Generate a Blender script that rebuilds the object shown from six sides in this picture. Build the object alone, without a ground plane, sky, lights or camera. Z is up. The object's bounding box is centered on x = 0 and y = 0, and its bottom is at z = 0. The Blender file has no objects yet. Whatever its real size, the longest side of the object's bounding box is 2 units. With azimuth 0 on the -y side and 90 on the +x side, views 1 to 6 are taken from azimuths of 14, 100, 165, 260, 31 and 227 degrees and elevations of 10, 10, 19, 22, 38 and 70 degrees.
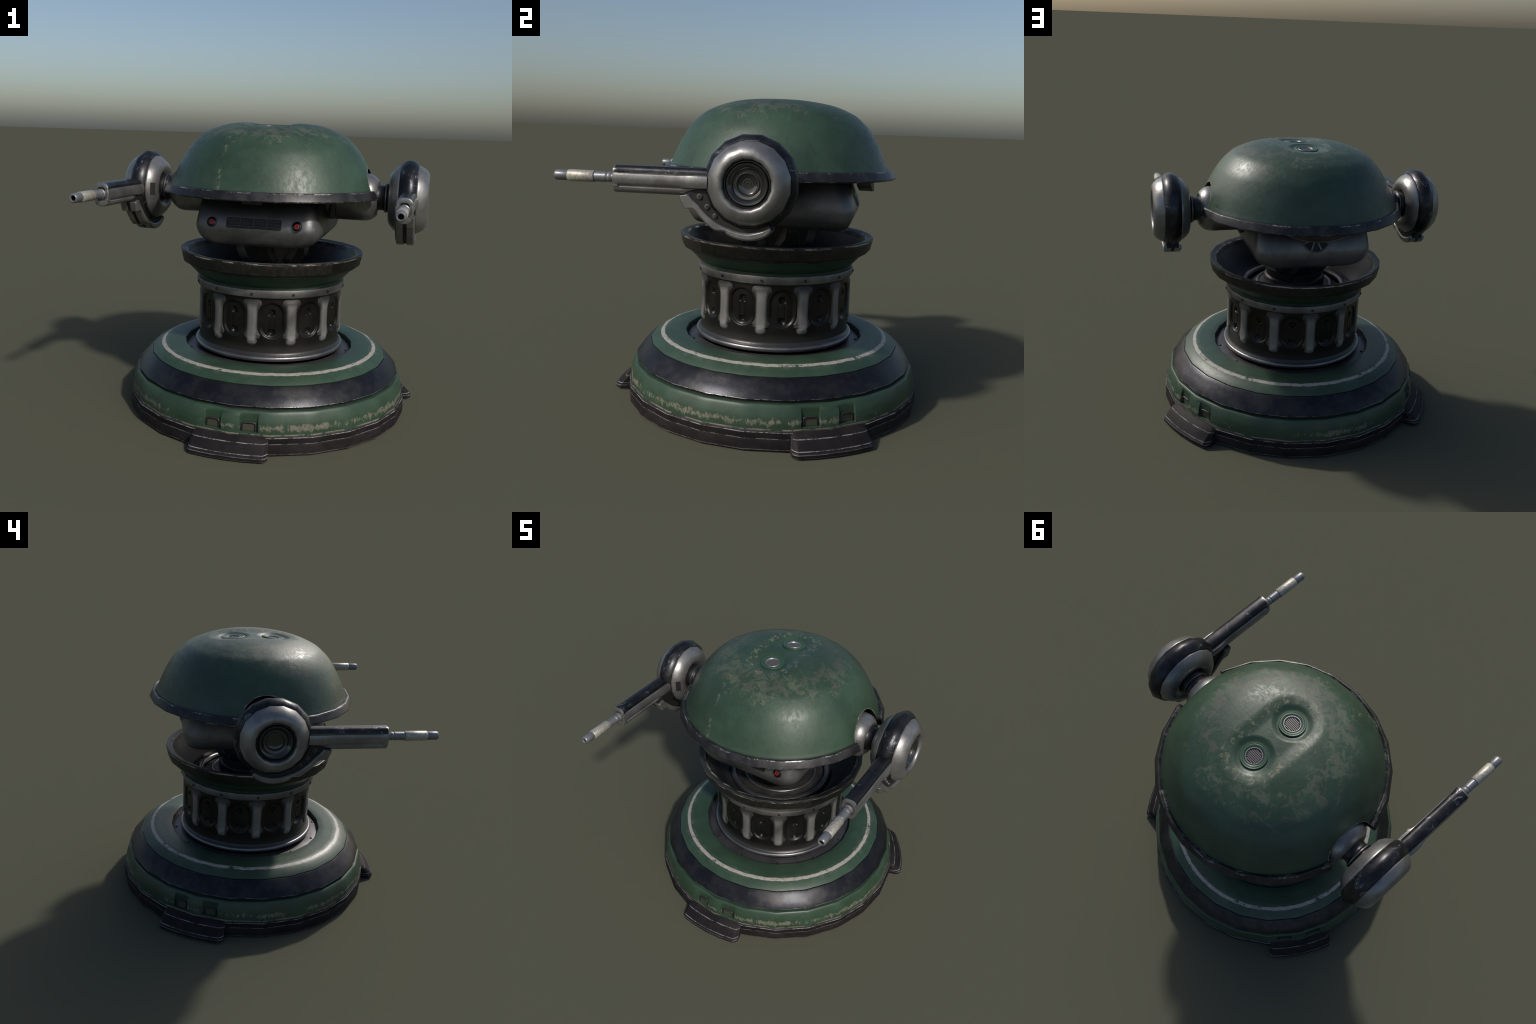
"""Twin-gun dome turret: flared green base, fluted column, bowl, boxy head under a
green dome, and two side pods each carrying a gun.  Everything is built from profiles
(lathes), lofts and parametric grids; all surfaces use procedural node materials."""
import bpy, bmesh, math, random
from math import sin, cos, pi, radians, hypot, atan2, tau
from mathutils import Vector, Matrix

random.seed(7)
AXIS_Y = 0.0625                # the column axis stands at (0, AXIS_Y)
ARM_Z = 1.423                  # height of the pod axes
GUN_X = 0.884                  # distance of the gun axes from the middle
COLL = bpy.context.scene.collection

# ------------------------------------------------------------------ node helpers
class Mat:
    """A small expression builder over shader nodes."""
    def __init__(self, name):
        self.m = bpy.data.materials.new(name)
        self.m.use_nodes = True
        self.t = self.m.node_tree
        self.bsdf = self.t.nodes["Principled BSDF"]
        tc = self.t.nodes.new("ShaderNodeTexCoord")
        self.co = tc.outputs["Object"]
        sep = self.t.nodes.new("ShaderNodeSeparateXYZ")
        self.link(self.co, sep.inputs[0])
        self.x, self.y, self.z = sep.outputs

    def link(self, a, b):
        self.t.links.new(a, b)

    def put(self, v, sock):
        if isinstance(v, (int, float)):
            sock.default_value = v
        elif isinstance(v, (tuple, list)):
            sock.default_value = (*v, 1) if len(v) == 3 and sock.type == "RGBA" else v
        else:
            self.link(v, sock)

    def math(self, op, a, b=0.0, c=0.0, clamp=False):
        n = self.t.nodes.new("ShaderNodeMath")
        n.operation, n.use_clamp = op, clamp
        for s, v in zip(n.inputs, (a, b, c)):
            self.put(v, s)
        return n.outputs[0]

    def add(self, a, b): return self.math("ADD", a, b)
    def sub(self, a, b): return self.math("SUBTRACT", a, b)
    def mul(self, *v):
        r = v[0]
        for w in v[1:]:
            r = self.math("MULTIPLY", r, w)
        return r
    def inv(self, a): return self.math("SUBTRACT", 1.0, a)
    def mx(self, *v):
        r = v[0]
        for w in v[1:]:
            r = self.math("MAXIMUM", r, w)
        return r
    def absv(self, a): return self.math("ABSOLUTE", a)

    def radius(self, a=None, b=None, cx=0.0, cy=0.0):
        a = self.sub(self.x if a is None else a, cx)
        b = self.sub(self.y if b is None else b, cy)
        return self.math("SQRT", self.add(self.mul(a, a), self.mul(b, b)))

    def theta(self): return self.math("ARCTAN2", self.y, self.x)

    def step(self, v, lo, hi):
        n = self.t.nodes.new("ShaderNodeMapRange")
        n.interpolation_type = "SMOOTHSTEP"
        self.put(v, n.inputs["Value"])
        self.put(lo, n.inputs["From Min"]); self.put(hi, n.inputs["From Max"])
        return n.outputs[0]

    def line(self, v, at, half, soft):
        """1 where |v - at| < half, fading over soft."""
        d = self.absv(self.sub(v, at))
        return self.inv(self.step(d, half, half + soft))

    def band(self, v, lo, hi, soft):
        return self.mul(self.step(v, lo - soft, lo + soft), self.inv(self.step(v, hi - soft, hi + soft)))

    def noise(self, scale, detail=4, rough=0.6, stretch=(1, 1, 1), shift=(0, 0, 0), dist=0.0):
        mp = self.t.nodes.new("ShaderNodeMapping")
        self.link(self.co, mp.inputs[0])
        mp.inputs["Scale"].default_value = stretch
        mp.inputs["Location"].default_value = shift
        n = self.t.nodes.new("ShaderNodeTexNoise")
        self.link(mp.outputs[0], n.inputs["Vector"])
        n.inputs["Scale"].default_value = scale
        n.inputs["Detail"].default_value = detail
        n.inputs["Roughness"].default_value = rough
        n.inputs["Distortion"].default_value = dist
        return n.outputs[0]

    def mix(self, f, a, b):
        n = self.t.nodes.new("ShaderNodeMix")
        n.data_type = "RGBA"
        self.put(f, n.inputs[0]); self.put(a, n.inputs[6]); self.put(b, n.inputs[7])
        return n.outputs[2]

    def lerp(self, f, a, b):
        n = self.t.nodes.new("ShaderNodeMix")
        self.put(f, n.inputs[0]); self.put(a, n.inputs[2]); self.put(b, n.inputs[3])
        return n.outputs[0]

    def bump(self, h, strength=0.2, dist=0.01):
        n = self.t.nodes.new("ShaderNodeBump")
        n.inputs["Strength"].default_value = strength
        n.inputs["Distance"].default_value = dist
        self.put(h, n.inputs["Height"])
        self.link(n.outputs[0], self.bsdf.inputs["Normal"])

    def worn(self, lo=0.04, power=1.0):
        """edge mask from the Bevel node: 1 on sharp edges."""
        bv = self.t.nodes.new("ShaderNodeBevel")
        bv.samples = 6
        bv.inputs["Radius"].default_value = 0.006
        ge = self.t.nodes.new("ShaderNodeNewGeometry")
        dt = self.t.nodes.new("ShaderNodeVectorMath"); dt.operation = "DOT_PRODUCT"
        self.link(bv.outputs[0], dt.inputs[0]); self.link(ge.outputs["Normal"], dt.inputs[1])
        return self.step(self.inv(dt.outputs["Value"]), lo, lo + 0.14)

    def out(self, color, rough, metal=0.0, spec=0.5, **kw):
        b = self.bsdf.inputs
        self.put(color, b["Base Color"]); self.put(rough, b["Roughness"])
        self.put(metal, b["Metallic"]); self.put(spec, b["Specular IOR Level"])
        for k, v in kw.items():
            self.put(v, b[k])
        return self.m


GREEN, GREEN_DK = (0.034, 0.069, 0.041), (0.023, 0.048, 0.028)
TAN, PALE, BROWN = (0.205, 0.192, 0.15), (0.42, 0.39, 0.33), (0.085, 0.080, 0.066)
BLACK, SKIRT = (0.020, 0.021, 0.025), (0.030, 0.026, 0.027)
SILVER, DARKSTEEL = (0.40, 0.395, 0.385), (0.10, 0.098, 0.092)


def green_common(k):
    n = k.noise(5, 5, 0.6)
    col = k.mix(k.step(n, 0.35, 0.7), GREEN_DK, GREEN)
    fine = k.noise(60, 4, 0.7, stretch=(1, 1, 0.5))
    col = k.mix(k.mul(k.step(fine, 0.5, 0.8), 0.25), col, (0.06, 0.11, 0.075))
    return col, fine


def mat_green_deck():
    k = Mat("green_deck_paint")
    col, fine = green_common(k)
    r = k.radius()
    jag = k.noise(22, 8, 0.8)
    rj = k.add(r, k.mul(k.sub(jag, 0.5), 0.020))
    stripe = k.band(rj, 0.700, 0.723, 0.0025)
    gaps = k.step(k.noise(8, 8, 0.8, shift=(3, 1, 0)), 0.38, 0.43)
    stripe = k.mul(stripe, gaps)
    halo = k.mul(k.line(r, 0.711, 0.014, 0.03), k.step(k.noise(14, 5, 0.7), 0.45, 0.7), 0.35)
    col = k.mix(halo, col, (0.16, 0.17, 0.13))
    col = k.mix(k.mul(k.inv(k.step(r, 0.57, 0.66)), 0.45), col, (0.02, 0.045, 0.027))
    dirt = k.mul(k.step(k.noise(22, 6, 0.7, shift=(5, 5, 5)), 0.60, 0.72), 0.35)
    col = k.mix(dirt, col, BROWN)
    col = k.mix(stripe, col, k.mix(k.step(k.noise(40, 5, 0.7), 0.4, 0.7), (0.36, 0.335, 0.30), (0.25, 0.23, 0.20)))
    seam = k.mul(k.step(r, 0.778, 0.79), 0.8)
    col = k.mix(seam, col, (0.012, 0.018, 0.014))
    k.bump(fine, 0.08)
    return k.out(col, k.lerp(fine, 0.34, 0.55), 0.0, 0.5)


def mat_green_band():
    k = Mat("green_band_paint")
    col, fine = green_common(k)
    n1 = k.noise(27, 10, 0.84, stretch=(1, 1, 0.6), dist=0.6)
    sect = k.step(k.noise(2.3, 2, 0.5, stretch=(1, 1, 0.2), shift=(0.7, 0.2, 0)), 0.33, 0.54)
    prof = k.mul(k.band(k.z, 0.135, 0.188, 0.03), sect)
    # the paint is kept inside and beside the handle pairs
    wear = k.step(k.add(n1, k.mul(k.sub(prof, 1.0), 0.25)), 0.45, 0.49)
    tan = k.mix(k.step(k.noise(70, 4, 0.7), 0.35, 0.65), (0.125, 0.115, 0.082), TAN)
    col = k.mix(k.mul(wear, 0.85), col, tan)
    edge = k.mul(k.line(k.z, 0.122, 0.0025, 0.003), k.step(k.noise(12, 6, 0.75, shift=(2, 0, 0)), 0.42, 0.5))
    col = k.mix(edge, col, (0.26, 0.23, 0.18))
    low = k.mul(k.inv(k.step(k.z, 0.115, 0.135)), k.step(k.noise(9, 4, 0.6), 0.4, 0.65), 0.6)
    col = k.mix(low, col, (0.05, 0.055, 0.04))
    k.bump(k.add(k.mul(fine, 0.4), k.mul(wear, -0.6)), 0.15)
    return k.out(col, k.lerp(wear, 0.42, 0.62), 0.0, 0.5)


def mat_green_dome():
    k = Mat("green_dome_paint")
    col, fine = green_common(k)
    r = k.radius()
    # broad brown rub marks high on the dome
    n1 = k.noise(13, 10, 0.82, dist=0.6)
    ring = k.band(r, 0.25, 0.52, 0.10)
    ys = k.step(k.mul(k.y, -1.0), -0.55, 0.25)            # stronger on the front half
    rub = k.step(k.add(n1, k.mul(k.sub(k.mul(ring, k.lerp(ys, 0.72, 1.0)), 1.0), 0.22)), 0.475, 0.51)
    col = k.mix(k.mul(rub, 0.55), col, k.mix(k.step(k.noise(5, 3, 0.5), 0.42, 0.58), BROWN, (0.115, 0.125, 0.085)))
    soft = k.step(k.noise(4, 5, 0.6, shift=(4, 2, 1)), 0.5, 0.72)
    col = k.mix(k.mul(soft, 0.25), col, (0.06, 0.08, 0.06))
    # pale chips around the rim of the stadium-shaped dip in the crown
    yy = k.math("MAXIMUM", k.sub(k.absv(k.y), 0.1415), 0.0)
    sd = k.math("SQRT", k.add(k.mul(k.x, k.x), k.mul(yy, yy)))
    chipn = k.noise(30, 9, 0.80, shift=(1, 7, 3))
    top = k.step(k.z, 1.70, 1.78)
    chip = k.mul(k.step(k.add(chipn, k.mul(k.line(sd, 0.150, 0.010, 0.05), 0.10)), 0.635, 0.66), top)
    col = k.mix(k.mul(chip, 0.8), col, (0.18, 0.18, 0.115))
    # bare paint edge along the shoulder openings
    dc = k.radius(k.y, k.z, 0.0, 1.44)
    cut = k.step(k.add(k.mul(k.noise(34, 8, 0.8), 0.05), k.mul(dc, -1.0)), -0.1455, -0.138)
    side = k.step(k.absv(k.x), 0.5, 0.52)
    col = k.mix(k.mul(cut, side), col, (0.30, 0.26, 0.19))
    # one thin vertical scrape on the front
    sx = k.add(k.x, 0.155)
    sx = k.add(sx, k.mul(k.y, -0.05))
    scr = k.mul(k.line(sx, k.mul(k.sub(k.noise(6, 5, 0.7), 0.5), 0.02), 0.002, 0.018),
                k.step(k.noise(30, 6, 0.72, stretch=(1, 1, 0.4)), 0.52, 0.58),
                k.step(k.mul(k.y, -1.0), 0.25, 0.4))
    col = k.mix(k.mul(scr, 0.7), col, (0.16, 0.17, 0.11))
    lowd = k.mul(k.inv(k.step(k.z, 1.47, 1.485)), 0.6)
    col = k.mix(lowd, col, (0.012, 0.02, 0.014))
    mottle = k.noise(38, 6, 0.7, stretch=(1, 1, 0.55))
    k.bump(k.add(k.mul(mottle, 0.7), k.mul(rub, -0.2)), 0.16)
    ro = k.lerp(k.step(mottle, 0.35, 0.7), 0.36, 0.52)
    return k.out(col, k.lerp(rub, ro, 0.5), 0.0, 0.5)


def mat_black_ring():
    k = Mat("black_enamel")
    n = k.noise(9, 7, 0.65)
    n2 = k.noise(45, 5, 0.7)
    col = k.mix(k.step(n, 0.4, 0.65), (0.020, 0.021, 0.026), (0.040, 0.039, 0.040))
    col = k.mix(k.mul(k.step(n2, 0.66, 0.72), 0.35), col, (0.10, 0.095, 0.085))
    w = k.mul(k.mx(k.worn(), k.line(k.z, 0.2735, 0.001, 0.002)), k.step(k.noise(13, 6, 0.75), 0.45, 0.56))
    col = k.mix(k.mul(w, 0.8), col, (0.30, 0.29, 0.28))
    k.bump(n2, 0.07)
    return k.out(col, k.lerp(n, 0.26, 0.46), 0.75, 0.5)


def mat_skirt(name="scuffed_black_skirt", zs=((0.1095, 1.0), (0.074, 0.9), (0.014, 0.4))):
    k = Mat(name)
    n = k.noise(8, 6, 0.65)
    col = k.mix(k.step(n, 0.4, 0.65), (0.013, 0.0115, 0.012), (0.022, 0.019, 0.019))
    jz = k.add(k.z, k.mul(k.sub(k.noise(40, 5, 0.7), 0.5), 0.0025))
    brk = k.step(k.noise(14, 9, 0.80, shift=(1, 2, 0)), 0.42, 0.56)
    ln = k.mul(k.mx(*[k.mul(k.line(jz, z, 0.0008, 0.0020), s) for z, s in zs]), brk)
    w = k.mul(k.worn(), k.step(k.noise(12, 6, 0.75, shift=(0, 4, 0)), 0.36, 0.52))
    scr = k.step(k.noise(16, 8, 0.8, stretch=(1, 1, 4), dist=1.2), 0.67, 0.70)
    m = k.mx(ln, w, k.mul(scr, 0.35))
    col = k.mix(k.mul(m, 0.85), col, (0.30, 0.285, 0.30))
    k.bump(n, 0.1)
    return k.out(col, k.lerp(n, 0.5, 0.68), 0.0, 0.12)


def mat_bowl_rim():
    k = Mat("worn_dark_rim")
    n = k.noise(30, 7, 0.72)
    col = k.mix(k.step(n, 0.4, 0.65), (0.008, 0.0078, 0.0065), (0.019, 0.018, 0.0145))
    r = k.radius()
    jz = k.add(k.z, k.mul(k.sub(k.noise(26, 5, 0.7), 0.5), 0.006))
    b1 = k.step(k.noise(6, 7, 0.78, stretch=(1, 1, 4)), 0.44, 0.56)
    w = k.mul(k.mx(k.line(jz, 1.044, 0.002, 0.004), k.mul(k.line(jz, 0.961, 0.0006, 0.002), 0.6)), b1, k.step(r, 0.54, 0.555))
    col = k.mix(k.mul(w, 0.9), col, (0.42, 0.38, 0.31))
    col = k.mix(k.mul(k.step(k.z, 1.049, 1.052), 0.5), col, (0.05, 0.055, 0.065))
    k.bump(n, 0.12)
    return k.out(col, k.lerp(n, 0.35, 0.55), 0.0, 0.4)


def mat_dome_rim():
    k = Mat("dark_dome_rim_metal")
    n = k.noise(10, 6, 0.65)
    col = k.mix(k.step(n, 0.4, 0.65), (0.021, 0.021, 0.023), (0.048, 0.045, 0.044))
    w = k.mul(k.worn(), k.step(k.noise(9, 7, 0.78), 0.43, 0.52))
    jz = k.add(k.z, k.mul(k.sub(k.noise(30, 5, 0.7), 0.5), 0.008))
    rub = k.mul(k.mx(k.line(jz, 1.471, 0.0015, 0.003), k.line(jz, 1.425, 0.0015, 0.003)), k.step(k.noise(8, 8, 0.8, shift=(2, 5, 0)), 0.50, 0.58))
    col = k.mix(k.mul(k.mx(w, rub), 0.85), col, (0.34, 0.33, 0.32))
    k.bump(n, 0.08)
    return k.out(col, k.lerp(n, 0.30, 0.48), 0.5, 0.5)


def mat_metal(name, lo, hi, r0, r1, metal, shade=None, grain=0.1, wear=0.0):
    k = Mat(name)
    n = k.noise(7, 6, 0.62)
    f = k.noise(55, 5, 0.7)
    col = k.mix(k.step(n, 0.36, 0.66), lo, hi)
    col = k.mix(k.mul(k.step(f, 0.62, 0.7), 0.25), col, tuple(c * 0.45 for c in lo))
    if wear:
        w = k.mul(k.worn(), k.step(k.noise(16, 6, 0.75), 0.4, 0.56))
        col = k.mix(k.mul(w, wear), col, (0.5, 0.49, 0.47))
    if shade:
        col = shade(k, col)
    k.bump(f, grain)
    return k.out(col, k.lerp(n, r0, r1), metal, 0.5)


def mat_black_gun():
    k = Mat("scratched_black_gun_enamel")
    n = k.noise(12, 6, 0.65)
    col = k.mix(k.step(n, 0.4, 0.66), (0.022, 0.023, 0.028), (0.046, 0.045, 0.045))
    scr = k.mul(k.step(k.noise(20, 9, 0.8, stretch=(1.6, 0.7, 1.2), dist=1.4), 0.55, 0.60),
                k.step(k.noise(5.5, 3, 0.5, shift=(2, 0, 3)), 0.48, 0.60))
    w = k.mul(k.worn(), k.step(k.noise(18, 5, 0.7), 0.45, 0.56))
    col = k.mix(k.mul(k.mx(scr, k.mul(w, 0.6)), 0.8), col, (0.33, 0.33, 0.34))
    k.bump(n, 0.06)
    return k.out(col, k.lerp(n, 0.24, 0.44), 0.75, 0.5)


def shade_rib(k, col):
    """soft shadow painted along both edges and at the ends of a column rib"""
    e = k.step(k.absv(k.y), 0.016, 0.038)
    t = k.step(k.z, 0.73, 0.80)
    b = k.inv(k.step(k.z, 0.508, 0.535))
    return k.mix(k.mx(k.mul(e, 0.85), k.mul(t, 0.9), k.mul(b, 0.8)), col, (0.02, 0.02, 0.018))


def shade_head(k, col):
    """occlusion shadow of the dome brim, baked into the casing colour"""
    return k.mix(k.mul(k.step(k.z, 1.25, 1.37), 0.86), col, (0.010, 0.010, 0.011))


def shade_column(k, col):
    """slightly brighter tone on the foot of the column"""
    return k.mix(k.mul(k.inv(k.step(k.z, 0.47, 0.53)), 0.75), col, (0.050, 0.049, 0.048))


def shade_bowl(k, col):  # lining colour darkens downward for the ambient shade deep in the bowl
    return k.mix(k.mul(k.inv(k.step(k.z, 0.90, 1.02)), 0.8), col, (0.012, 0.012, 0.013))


def mat_tan():
    k = Mat("chipped_cream_sleeve")
    n = k.noise(70, 7, 0.75, stretch=(1, 0.6, 1))
    col = k.mix(k.step(n, 0.4, 0.6), (0.32, 0.30, 0.255), (0.48, 0.455, 0.39))
    col = k.mix(k.mul(k.step(k.noise(95, 5, 0.7, shift=(3, 3, 3)), 0.62, 0.66), 0.8), col, (0.12, 0.11, 0.095))
    k.bump(n, 0.2)
    return k.out(col, 0.42, 0.35, 0.5)


def mat_plain(name, col, rough, metal=0.0, spec=0.5, **kw):
    k = Mat(name)
    n = k.noise(40, 4, 0.6)
    c = k.mix(n, tuple(v * 0.75 for v in col), tuple(min(1, v * 1.25) for v in col))
    return k.out(c, rough, metal, spec, **kw)


PADM = mat_skirt("scuffed_black_pad", ((0.089, 0.9), (0.0425, 1.0), (0.027, 0.7)))
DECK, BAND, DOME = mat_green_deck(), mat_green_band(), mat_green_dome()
RING, SKIRTM, BOWLRIM, DOMERIM = mat_black_ring(), mat_skirt(), mat_bowl_rim(), mat_dome_rim()
GUNBLACK, CREAM = mat_black_gun(), mat_tan()
STEEL = mat_metal("brushed_steel", (0.19, 0.188, 0.184), (0.28, 0.277, 0.27), 0.27, 0.42, 0.68)
RIBSTEEL = mat_metal("shade_painted_rib_steel", (0.19, 0.188, 0.18), (0.28, 0.277, 0.265), 0.42, 0.55, 0.5, shade_rib)
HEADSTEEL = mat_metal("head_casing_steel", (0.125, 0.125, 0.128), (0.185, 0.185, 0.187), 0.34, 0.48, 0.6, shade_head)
VENTRIM = mat_metal("vent_rim_steel", (0.14, 0.14, 0.14), (0.20, 0.20, 0.20), 0.36, 0.5, 0.6)
COLUMN = mat_metal("darkened_column_metal", (0.009, 0.0086, 0.0075), (0.016, 0.0153, 0.0135), 0.26, 0.42, 0.5, shade_column)  # base colour lowered to near black for the shade in the pockets
BEADM = mat_metal("polished_dark_bead", (0.14, 0.14, 0.145), (0.21, 0.21, 0.215), 0.26, 0.4, 0.85)
PLATE = mat_metal("bolted_floor_plate", (0.055, 0.052, 0.055), (0.09, 0.085, 0.088), 0.34, 0.5, 0.6)
COLLAR = mat_metal("riveted_collar_steel", (0.12, 0.118, 0.112), (0.19, 0.186, 0.178), 0.40, 0.55, 0.6, wear=0.4)
NECKM = mat_metal("neck_gunmetal", (0.035, 0.034, 0.033), (0.062, 0.060, 0.057), 0.35, 0.5, 0.55)
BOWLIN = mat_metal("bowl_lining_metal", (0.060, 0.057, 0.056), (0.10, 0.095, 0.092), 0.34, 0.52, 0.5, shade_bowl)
BARREL = mat_metal("blued_barrel_steel", (0.17, 0.175, 0.185), (0.23, 0.235, 0.245), 0.32, 0.44, 0.45)
BOLTM = mat_plain("dark_bolt", (0.035, 0.034, 0.033), 0.45, 0.5)
SOOT = mat_plain("sooty_black", (0.010, 0.010, 0.0095), 0.6, 0.1)
RUBBER = mat_plain("black_collar_rubber", (0.014, 0.014, 0.015), 0.38, 0.2)
SOOT2 = mat_plain("grille_dark_metal", (0.018, 0.018, 0.022), 0.42, 0.4)
GRILLEBAR = mat_plain("grille_bar_metal", (0.085, 0.083, 0.08), 0.4, 0.5)
LENSM = mat_plain("dark_lens_glass", (0.016, 0.018, 0.018), 0.18, 0.0, 0.7, **{"Coat Weight": 0.4})
EYEGLASS = mat_plain("eye_black_glass", (0.004, 0.004, 0.004), 0.22, 0.0, 0.35)
LENSRING = mat_plain("lens_ring_metal", (0.12, 0.118, 0.11), 0.3, 0.7)
FRAMEM = mat_plain("handle_frame_black", (0.022, 0.020, 0.021), 0.45)
OLIVE = mat_plain("olive_backplate", (0.052, 0.051, 0.036), 0.6)
GREENPLAIN = mat_plain("vent_green_paint", (0.030, 0.075, 0.043), 0.42)
BOWLGREEN = mat_plain("bowl_green_paint", (0.018, 0.046, 0.026), 0.42)
VENTSTEEL = mat_plain("vent_steel", (0.26, 0.25, 0.255), 0.4, 0.7)
VENTSLAT = mat_plain("vent_slat", (0.15, 0.14, 0.14), 0.5, 0.5)
RED = mat_plain("glowing_red_ring", (0.36, 0.014, 0.011), 0.4, 0.0, 0.5,
                **{"Emission Color": (0.8, 0.02, 0.015), "Emission Strength": 0.06})

# ------------------------------------------------------------------ mesh helpers
def new_obj(name, verts, faces, mats, parent=None, loc=(0, 0, 0), smooth=40, bevel=0, face_mats=None, segs=2):
    me = bpy.data.meshes.new(name)
    me.from_pydata([tuple(v) for v in verts], [], faces)
    if not isinstance(mats, (list, tuple)):
        mats = [mats]
    for m in mats:
        me.materials.append(m)
    if face_mats:
        for p, i in zip(me.polygons, face_mats):
            p.material_index = i
    bm = bmesh.new(); bm.from_mesh(me)
    bmesh.ops.remove_doubles(bm, verts=bm.verts, dist=1e-6)
    bmesh.ops.recalc_face_normals(bm, faces=bm.faces)
    bm.to_mesh(me); bm.free()
    me.shade_smooth()
    if smooth is not None:
        me.set_sharp_from_angle(angle=radians(smooth))
    ob = bpy.data.objects.new(name, me)
    COLL.objects.link(ob)
    ob.location = loc
    if parent:
        ob.parent = parent
    if bevel:
        b = ob.modifiers.new("edge_round", "BEVEL")
        b.width, b.segments, b.limit_method, b.angle_limit = bevel, segs, "ANGLE", radians(38)
        b.harden_normals = True
    return ob


def lathe(name, profile, segs, mat, parent, loc=(0, AXIS_Y, 0), axis="z", phase=0.0, close=False,
          span=None, smooth=40, bevel=0, sign=1):
    """Sweep a (radius, height) profile round z, or (radius, x) round x."""
    full = span is None
    a0, a1 = span if span else (0, tau)
    n = segs if full else segs + 1
    vs, fs = [], []
    for i in range(n):
        a = a0 + (a1 - a0) * i / segs + phase
        for r, h in profile:
            if axis == "z":
                vs.append((r * cos(a), r * sin(a), h))
            else:
                vs.append((sign * h, r * cos(a), r * sin(a)))
    k = len(profile)
    steps = k if close else k - 1
    for i in range(segs):
        j = (i + 1) % n
        for p in range(steps):
            q = (p + 1) % k
            fs.append([i * k + p, j * k + p, j * k + q, i * k + q])
    if not full and close:
        fs.append(list(range(k)))
        fs.append([(n - 1) * k + p for p in range(k)][::-1])
    # collapse faces that touch the axis
    out = []
    for f in fs:
        seen, g = set(), []
        for v in f:
            key = tuple(round(c, 6) for c in vs[v])
            if key not in seen:
                seen.add(key); g.append(v)
        if len(g) > 2:
            out.append(g)
    return new_obj(name, vs, out, mat, parent, loc, smooth, bevel)


def polygonise(ob, sides, phase, axis="x"):
    """keep the shading normals of the round lathe but give it the outline of a regular polygon"""
    me = ob.data
    normals = [v.normal.copy() for v in me.vertices]
    step = tau / sides
    for v in me.vertices:
        a = (atan2(v.co.z, v.co.y) - phase) % step - step / 2
        f = cos(step / 2) / cos(a)
        v.co.y *= f; v.co.z *= f
    me.normals_split_custom_set_from_vertices(normals)


def loft(name, sections, mat, parent, loc=(0, 0, 0), closed=True, caps=True, smooth=40, bevel=0, pick=None):
    k = len(sections[0])
    vs = [p for s in sections for p in s]
    fs, fm = [], []
    for i in range(len(sections) - 1):
        for p in range(k if closed else k - 1):
            q = (p + 1) % k
            fs.append([i * k + p, i * k + q, (i + 1) * k + q, (i + 1) * k + p])
            fm.append(pick(i, p) if pick else 0)
    if caps:
        fs.append(list(range(k))[::-1]); fm.append(pick(0, -1) if pick else 0)
        fs.append([(len(sections) - 1) * k + p for p in range(k)]); fm.append(pick(len(sections) - 2, -1) if pick else 0)
    return new_obj(name, vs, fs, mat, parent, loc, smooth, bevel, fm if pick else None)


def box(name, size, mat, parent, loc=(0, 0, 0), rot=None, bevel=0.004, taper=1.0):
    x, y, z = (s / 2 for s in size)
    vs = [(sx * x * (taper if sz > 0 else 1), sy * y * (taper if sz > 0 else 1), sz * z)
          for sz in (-1, 1) for sx, sy in ((-1, -1), (1, -1), (1, 1), (-1, 1))]
    fs = [[0, 3, 2, 1], [4, 5, 6, 7], [0, 1, 5, 4], [1, 2, 6, 5], [2, 3, 7, 6], [3, 0, 4, 7]]
    ob = new_obj(name, vs, fs, mat, parent, loc, 40, bevel)
    if rot:
        ob.rotation_euler = rot
    return ob


def repeat(ob, transforms):
    """copies that share the mesh of ob: list of (location, rotation)"""
    made = [ob]
    for i, (loc, rot) in enumerate(transforms):
        c = ob if i == 0 else ob.copy()
        if i:
            COLL.objects.link(c); made.append(c)
        c.location, c.rotation_euler = loc, rot
    return made


def tube(name, path, radius, mat, parent, loc=(0, 0, 0), sides=10, flat=1.0):
    """round bar along a polyline"""
    pts = [Vector(p) for p in path]
    secs = []
    up = Vector((0.31, 0.2, 0.93)).normalized()
    for i, p in enumerate(pts):
        d = (pts[min(i + 1, len(pts) - 1)] - pts[max(i - 1, 0)]).normalized()
        s = d.cross(up).normalized(); t = s.cross(d)
        secs.append([p + s * radius * cos(tau * j / sides) + t * radius * flat * sin(tau * j / sides) for j in range(sides)])
    return loft(name, secs, mat, parent, loc, smooth=50)


def interp(table, x):
    if x <= table[0][0]:
        return table[0][1]
    for (a, u), (b, v) in zip(table, table[1:]):
        if x <= b:
            return u + (v - u) * (x - a) / (b - a)
    return table[-1][1]


def smooth01(x):
    x = max(0.0, min(1.0, x))
    return x * x * (3 - 2 * x)


def empty(name, parent=None):
    e = bpy.data.objects.new(name, None)
    COLL.objects.link(e)
    e.empty_display_size = 0.1
    if parent:
        e.parent = parent
    return e


ROOT = empty("sentry_turret")
ROOT["label"] = "green domed robot turret with twin side guns on round base"
ROOT["category"] = "robot turret"

AX = (0, AXIS_Y, 0)
SEG = 24                        # the original lathes are 24-sided
FACET = radians(360 / SEG)


def facet(a):
    """radius factor that turns a circle into the 24-gon with corners at multiples of 15 degrees"""
    return cos(FACET / 2) / cos((a % FACET) - FACET / 2)

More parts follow.
